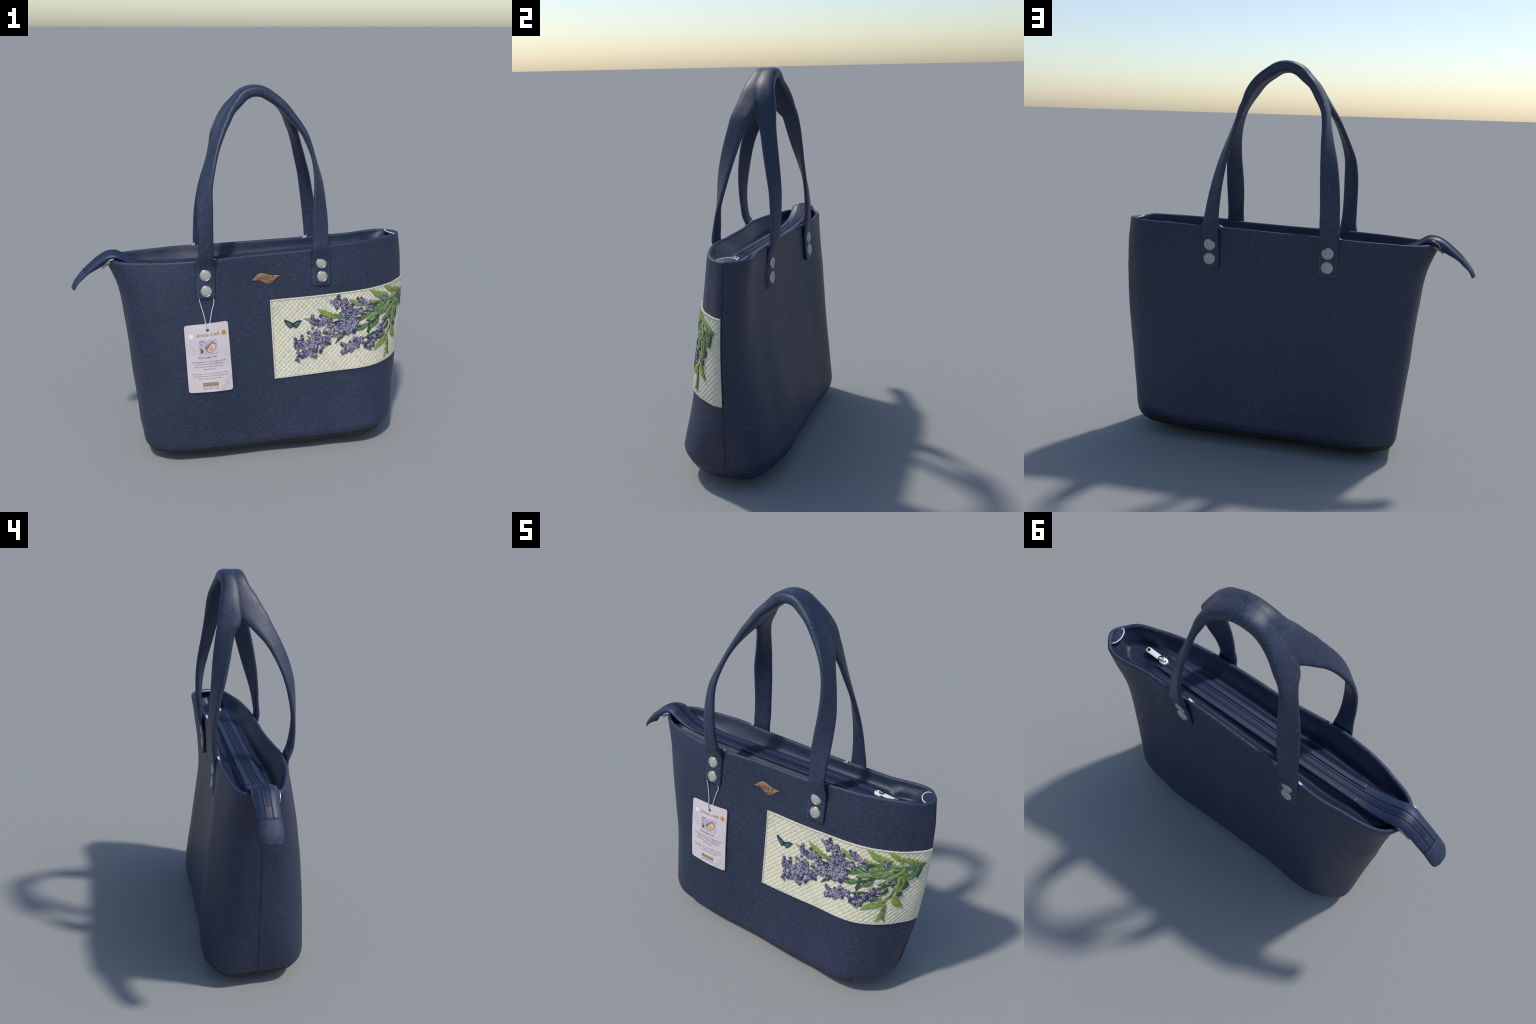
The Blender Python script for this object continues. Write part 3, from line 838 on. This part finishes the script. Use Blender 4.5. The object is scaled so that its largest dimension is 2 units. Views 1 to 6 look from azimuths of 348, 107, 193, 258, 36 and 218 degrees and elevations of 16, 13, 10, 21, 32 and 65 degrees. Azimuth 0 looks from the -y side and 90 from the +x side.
spike([(.583,.835),(.615,.835),(.64,.80)], .036, 90, rose)
spike([(.64,.78),(.655,.71)], .034, 90, dark)
spike([(.575,.91),(.56,.86)], .022, 30, mid)
spike([(.745,.85),(.765,.82)], .026, 50, dark)
spike([(.815,.63),(.80,.56)], .014, 26, mid)
spike([(.76,.56),(.785,.60)], .014, 20, dark)
spike([(.41,.47),(.44,.43)], .030, 40, pale)
for a, b, w, mt, bd in [((.93,.80),(.88,.62),.022,l2,.12),((.90,.84),(.80,.93),.020,l1,-.08),((.70,.80),(.62,.76),.020,l3,.0),((.66,.70),(.60,.78),.016,l2,.1),((.78,.52),(.74,.42),.020,l3,.1),((.95,.80),(.93,.64),.016,l3,-.08),
        ((.72,.86),(.66,.95),.016,l4,.06),((.86,.80),(.80,.66),.018,l4,.08),((.50,.63),(.44,.66),.012,l3,0),((.36,.48),(.32,.54),.012,l3,.1),((.245,.46),(.215,.50),.010,l2,.1),((.60,.40),(.66,.44),.010,l2,.0)]:
    leafshape(a, b, w, mt, bd)

# butterfly
G = Geo()
def wing(poly, mt, off):
    P = np.array(poly); c = P.mean(0); n = len(P)
    X = np.vstack([P, [c]])
    Bt = patch_map(X[:, 0], X[:, 1], np.full(n+1, off)); Bb = patch_map(X[:, 0], X[:, 1], np.full(n+1, off-.002))
    F = [(i, (i+1) % n, n) for i in range(n)] + [((i+1) % n+n+1, i+n+1, 2*n+1) for i in range(n)] + [(i, i+n+1, (i+1) % n+n+1, (i+1) % n) for i in range(n)]
    G.add(np.vstack([Bt, Bb]), F, mt)
bc = np.array([.133, .665])
def wpts(l, s=1.0, c=(0, 0)):
    return [bc + np.array(c) + (np.array(x_)-np.array(c))*s for x_ in l]
LW = [(0, .012), (-.012, .030), (-.030, .052), (-.055, .075), (-.052, .045), (-.044, .012), (-.034, -.018), (-.018, -.050), (-.004, -.030)]
RW = [(0, .012), (.014, .030), (.032, .042), (.056, .038), (.048, .012), (.040, -.008), (.030, -.035), (.016, -.055), (.004, -.030)]
wing(wpts(LW), 0, .0102); wing(wpts(RW), 0, .0102)
wing(wpts(LW, .66, (-.022, -.004)), 1, .0110); wing(wpts(RW, .66, (.022, -.006)), 1, .0110)
A = patch_map([bc[0], bc[0]], [bc[1]+.02, bc[1]-.035], [.0112, .0112]); V, F = tube(A, .0018, 6); G.add(V, F, 0)
G.obj('butterfly', patch, [M['moth'], M['teal']], False)

# ------------------------------------------------------------------ hang tag
TC = {'tl': (-.369, .791), 'tr': (-.137, .800), 'br': (-.119, .426), 'bl': (-.354, .428)}
_tu = np.linspace(-.02, 1.02, 27); _tv = np.linspace(-.02, 1.02, 41)
def tag_xz(u, v):
    a = np.array(TC['tl'])*(1-u) + np.array(TC['tr'])*u; b = np.array(TC['bl'])*(1-u) + np.array(TC['br'])*u
    return a*(1-v) + b*v
TG = np.zeros((41, 27, 3))
for j, v in enumerate(_tv):
    for i, u in enumerate(_tu):
        x, z = tag_xz(u, v); TG[j, i] = (x, front_y(x, z), z)
for _ in range(6):      # stiff card: smooth the wall's small lumps away
    c = TG[:, :, 1].copy(); c[1:-1, 1:-1] = (TG[:-2, 1:-1, 1]+TG[2:, 1:-1, 1]+TG[1:-1, :-2, 1]+TG[1:-1, 2:, 1])/4; TG[:, :, 1] = c
TN = np.cross(np.gradient(TG, axis=1), np.gradient(TG, axis=0)); TN /= np.linalg.norm(TN, axis=2)[:, :, None]
if TN[20, 13, 1] > 0: TN = -TN
def tag_map(u, v, off):
    u = np.asarray(u, float); v = np.asarray(v, float)
    a = np.clip((u+.02)/1.04*26, 0, 25.999); b = np.clip((v+.02)/1.04*40, 0, 39.999)
    i = a.astype(int); j = b.astype(int); fa = (a-i)[..., None]; fb = (b-j)[..., None]
    def bl(A): return (A[j, i]*(1-fa)+A[j, i+1]*fa)*(1-fb) + (A[j+1, i]*(1-fa)+A[j+1, i+1]*fa)*fb
    return bl(TG) + bl(TN)*np.asarray(off, float)[..., None]
TW, TH = .234, .370
def rounded_sheet(u0, u1, v0, v1, r, off, thick, mapper, W, H, nu=22, nv=30, name='card', parent=None, mat=None):
    X, Y = np.meshgrid(np.linspace(u0*W, u1*W, nu), np.linspace(v0*H, v1*H, nv))
    cx = np.clip(X, u0*W+r, u1*W-r); cy = np.clip(Y, v0*H+r, v1*H-r)
    dx, dy = X-cx, Y-cy
    m_ = np.maximum(np.abs(dx), np.abs(dy)); L = np.hypot(dx, dy); k = np.where(L > 1e-9, m_/np.maximum(L, 1e-9), 1)
    X, Y = cx+dx*k, cy+dy*k
    o = np.full(X.shape, off)
    V, F = slab(mapper(X/W, Y/H, o), mapper(X/W, Y/H, o-thick), nu, nv)
    return link(name, mesh_from(name, V, F), parent, [mat], False)
tag = rounded_sheet(0, 1, 0, 1, .013, .0105, .006, tag_map, TW, TH, 26, 40, 'hang_tag', bag, M['card'])
def disc(u, v, r, off, name, mat, parent, mapper=tag_map, W=TW, H=TH, thick=.002, n=28):
    a = np.linspace(0, 2*math.pi, n, endpoint=False)
    U = np.concatenate([u+r*np.cos(a)/W, u+r*.93*np.cos(a)/W, [u]]); Vq = np.concatenate([v+r*np.sin(a)/H, v+r*.93*np.sin(a)/H, [v]])
    P = mapper(U, Vq, np.concatenate([np.full(n, off-thick), np.full(n, off), [off]]))
    F = [(i, (i+1) % n, n+(i+1) % n, n+i) for i in range(n)] + [(n+i, n+(i+1) % n, 2*n) for i in range(n)]
    return link(name, mesh_from(name, P, F), parent, [mat], False)
disc(.52, .090, .0082, .0112, 'punched_hole', M['black'], tag)
disc(.885, .155, .0135, .0113, 'seal', M['ochre'], tag)
disc(.145, .165, .0125, .0112, 'seal', M['white'], tag)

def write(body, width, cu, cv, mapper, W, H, off, mat, parent, name, height=None, rot=0.0, shear=0.0):
    cu_ = bpy.data.curves.new(name, 'FONT'); cu_.body = body; cu_.resolution_u = 3; cu_.align_x = 'CENTER'; cu_.shear = shear
    o = bpy.data.objects.new(name, cu_); bpy.context.scene.collection.objects.link(o)
    dg = bpy.context.evaluated_depsgraph_get(); dg.update()
    me = bpy.data.meshes.new_from_object(o.evaluated_get(dg)); bpy.data.objects.remove(o); bpy.data.curves.remove(cu_)
    n = len(me.vertices); co = np.zeros(n*3); me.vertices.foreach_get('co', co); co = co.reshape(-1, 3)
    w = np.ptp(co[:, 0]); s = width/w; sy = s if height is None else height/np.ptp(co[:, 1])
    x = (co[:, 0]-(co[:, 0].max()+co[:, 0].min())/2)*s; y = (co[:, 1]-(co[:, 1].max()+co[:, 1].min())/2)*sy
    c, sn = math.cos(rot), math.sin(rot); x, y = c*x-sn*y, sn*x+c*y
    P = mapper(cu + x/W, cv - y/H, np.full(n, off))
    bm = bmesh.new(); bm.from_mesh(me)
    for v, p in zip(bm.verts, P): v.co = p
    bmesh.ops.triangulate(bm, faces=bm.faces)
    r = bmesh.ops.extrude_face_region(bm, geom=bm.faces[:])
    for v in [g for g in r['geom'] if isinstance(g, bmesh.types.BMVert)]: v.co.y -= .0006
    bmesh.ops.recalc_face_normals(bm, faces=bm.faces)
    bm.to_mesh(me); bm.free()
    me.name = name; me.materials.clear()
    return link(name, me, parent, [mat], False)
TM = (tag_map, TW, TH, .0110)
write('Amoe craft', .126, .515, .155, *TM, M['gold'], tag, 'lettering', shear=.3)
rounded_sheet(.295, .725, .225, .440, .006, .0118, .002, tag_map, TW, TH, 10, 8, 'printed_photo', tag, M['photo'])
# tiny picture: a rose coloured bag with a cream panel lying on a pale cloth
def tag_poly(poly, off, mat, name):
    P = np.array(poly); n = len(P); c = P.mean(0)
    X = np.vstack([P, [c]])
    T_ = tag_map(X[:, 0], X[:, 1], np.full(n+1, off)); B_ = tag_map(P[:, 0], P[:, 1], np.full(n, off-.0015))
    return link(name, mesh_from(name, np.vstack([T_, B_]), [(i, (i+1) % n, n) for i in range(n)] + [(n+1+i, n+1+(i+1) % n, (i+1) % n, i) for i in range(n)]), tag, [mat], False)
tag_poly([(.42,.345),(.60,.255),(.70,.30),(.68,.36),(.54,.425),(.46,.395)], .0124, M['photo_rose'], 'printed_bag')
tag_poly([(.47,.385),(.60,.285),(.68,.315),(.66,.355),(.55,.415)], .0130, M['photo_cream'], 'printed_panel')
tag_poly([(.53,.37),(.575,.345),(.60,.36),(.57,.385)], .0135, M['ochre'], 'printed_flower')
tag_poly([(.32,.39),(.36,.355),(.395,.37),(.385,.41),(.34,.42)], .0126, M['photo_green'], 'printed_flower')
tag_poly([(.31,.355),(.335,.335),(.36,.345),(.34,.365)], .0128, M['photo_rose'], 'printed_flower')
hp = tag_map(np.array([.50+.085*math.cos(a)-.02 for a in np.linspace(2.0, 5.6, 16)])-.07, .29-.05*np.sin(np.linspace(2.0, 5.6, 16)-2.4), np.full(16, .0128))
V, F = tube(hp, .0016, 6); link('printed_handle', mesh_from('printed_handle', V, F), tag, [M['photo_rose']])
write('Decoupage craft', .098, .475, .482, *TM, M['ink'], tag, 'lettering', height=.0095)
for k, (line, w) in enumerate((('Decoupage adalah seni menggunting dan', .182), ('menempel yang dapat diaplikasikan', .156), ('pada media anyaman pandan, kayu,', .158), ('kaca dan kain.', .062))):
    write(line, w, .50, .545+.036*k, *TM, M['ink_soft'], tag, 'lettering', height=.0078)
for k, (line, w) in enumerate((('Decoupage is the art of cutting and sticking', .188), ('which can be applied to woven pandanus,', .180), ('wood, glass and even metal', .122))):
    write(line, w, .50, .722+.036*k, *TM, M['ink_soft'], tag, 'lettering', height=.0078)
rounded_sheet(.325, .675, .855, .912, .002, .0114, .002, tag_map, TW, TH, 8, 4, 'gold_bar', tag, M['gold'])
write('AMOECRAFT', .070, .50, .884, tag_map, TW, TH, .0118, M['card_pink'], tag, 'lettering', height=.0085)
write('0821 3301 2208', .080, .50, .943, *TM, M['ink_soft'], tag, 'lettering', height=.0080)
# blush twigs in two corners of the card
G = Geo()
for (u0, v0), (du, dv), n in (((.76, .985), (.20, -.20), 26), ((.055, .25), (.16, .16), 16)):
    for k in range(n):
        f = random.random(); u = u0 + du*f + random.uniform(-.06, .06); v = v0 + dv*f + random.uniform(-.05, .04)
        u = min(max(u, .03), .965); v = min(max(v, .05), .975)
        a = random.uniform(0, 6.28); l = random.uniform(.004, .010)
        P = tag_map(np.array([u, u+l*math.cos(a)/TW*.6, u+l*math.cos(a)/TW]).clip(.02, .98), np.array([v, v+l*math.sin(a)/TH*.4, v+l*math.sin(a)/TH]).clip(.02, .985), np.full(3, .0106))
        V, F = tube(P, [.0004, .0016, .0004], 5); G.add(V, F)
ob = G.obj('printed_twig', tag, [M['card_pink']]); ob['kind'] = 'stuff'
# string
hole = tag_map(np.array([.52]), np.array([.088]), np.array([.0135]))[0]
edge_ = tag_map(np.array([.585]), np.array([.012]), np.array([.006]))[0]
fy = lambda x, z: front_y(x, z)
s1 = [(-.283, fy(-.283, .925)-.009, .928), (-.277, fy(-.277, .90)-.006, .900), (-.266, fy(-.266, .86)-.007, .860), (-.258, fy(-.258, .82)-.008, .820), tuple(hole + [-.006, -.0015, .022]), tuple(hole)]
s2 = [(-.207, fy(-.207, .925)-.009, .926), (-.207, fy(-.207, .90)-.006, .898), (-.219, fy(-.219, .86)-.006, .860), (-.225, fy(-.225, .83)-.006, .830), tuple(edge_)]
for s_ in (s1, s2):
    P = hermite_open(range(len(s_)), np.array(s_), np.linspace(0, len(s_)-1, 26))
    V, F = tube(P, .0026, 8)
    link('tag_string', mesh_from('tag_string', V, F), bag, [M['string']])

# -------------------------------------------------------- tan leaf-shaped label
La, Lb = np.array([.005, .996]), np.array([.159, 1.016])
def label_map(u, v, off):
    """u along the leaf 0..1, v metres across (down positive)"""
    u = np.atleast_1d(np.asarray(u, float)); v = np.atleast_1d(np.asarray(v, float)); off = np.broadcast_to(off, u.shape)
    d = Lb-La; n = np.array([-d[1], d[0]])/np.linalg.norm(d); out = []
    for a, b, o in zip(u, v, off):
        x, z = La + d*a - n*b
        out.append((x, front_y(x, z)-o, z))
    return np.array(out)
uu = np.linspace(0, 1, 34)
up_ = -.027*np.exp(-((uu-.28)/.30)**2)*np.sin(math.pi*uu)**.6 - .006*np.sin(math.pi*uu)
dn_ = .034*np.exp(-((uu-.62)/.30)**2)*np.sin(math.pi*uu)**.6 + .005*np.sin(math.pi*uu)
rows_ = [up_*(1-k) + dn_*k for k in np.linspace(0, 1, 9)]
hh = [.0035, .0058, .0062, .0062, .0062, .0062, .0062, .0058, .0035]
T_ = np.array([label_map(uu, r, h) for r, h in zip(rows_, hh)]); B_ = T_ + [0, .008, 0]
V, F = slab(T_, B_, 34, 9)
label = link('leaf_label', mesh_from('leaf_label', V, F), bag, [M['leather']])
LM = lambda u, v, o: label_map(u, v, o)
write('AMOE', .074, .40, -.001, LM, .155, 1.0, .0066, M['burn'], label, 'lettering', height=.020)
write('craft', .036, .60, .021, LM, .155, 1.0, .0066, M['burn'], label, 'lettering', height=.011, shear=.3)
star = [(.735+(.0085 if k % 2 == 0 else .004)*math.cos(k*math.pi/5)/.155, -.001+(.0085 if k % 2 == 0 else .004)*math.sin(k*math.pi/5)) for k in range(10)]
P = label_map([s_[0] for s_ in star]+[.735], [s_[1] for s_ in star]+[-.001], .0072)
Bk = label_map([s_[0] for s_ in star], [s_[1] for s_ in star], .005)
link('star_mark', mesh_from('star_mark', np.vstack([P, Bk]), [(i, (i+1) % 10, 10) for i in range(10)] + [(11+i, 11+(i+1) % 10, (i+1) % 10, i) for i in range(10)]), label, [M['burn']], False)
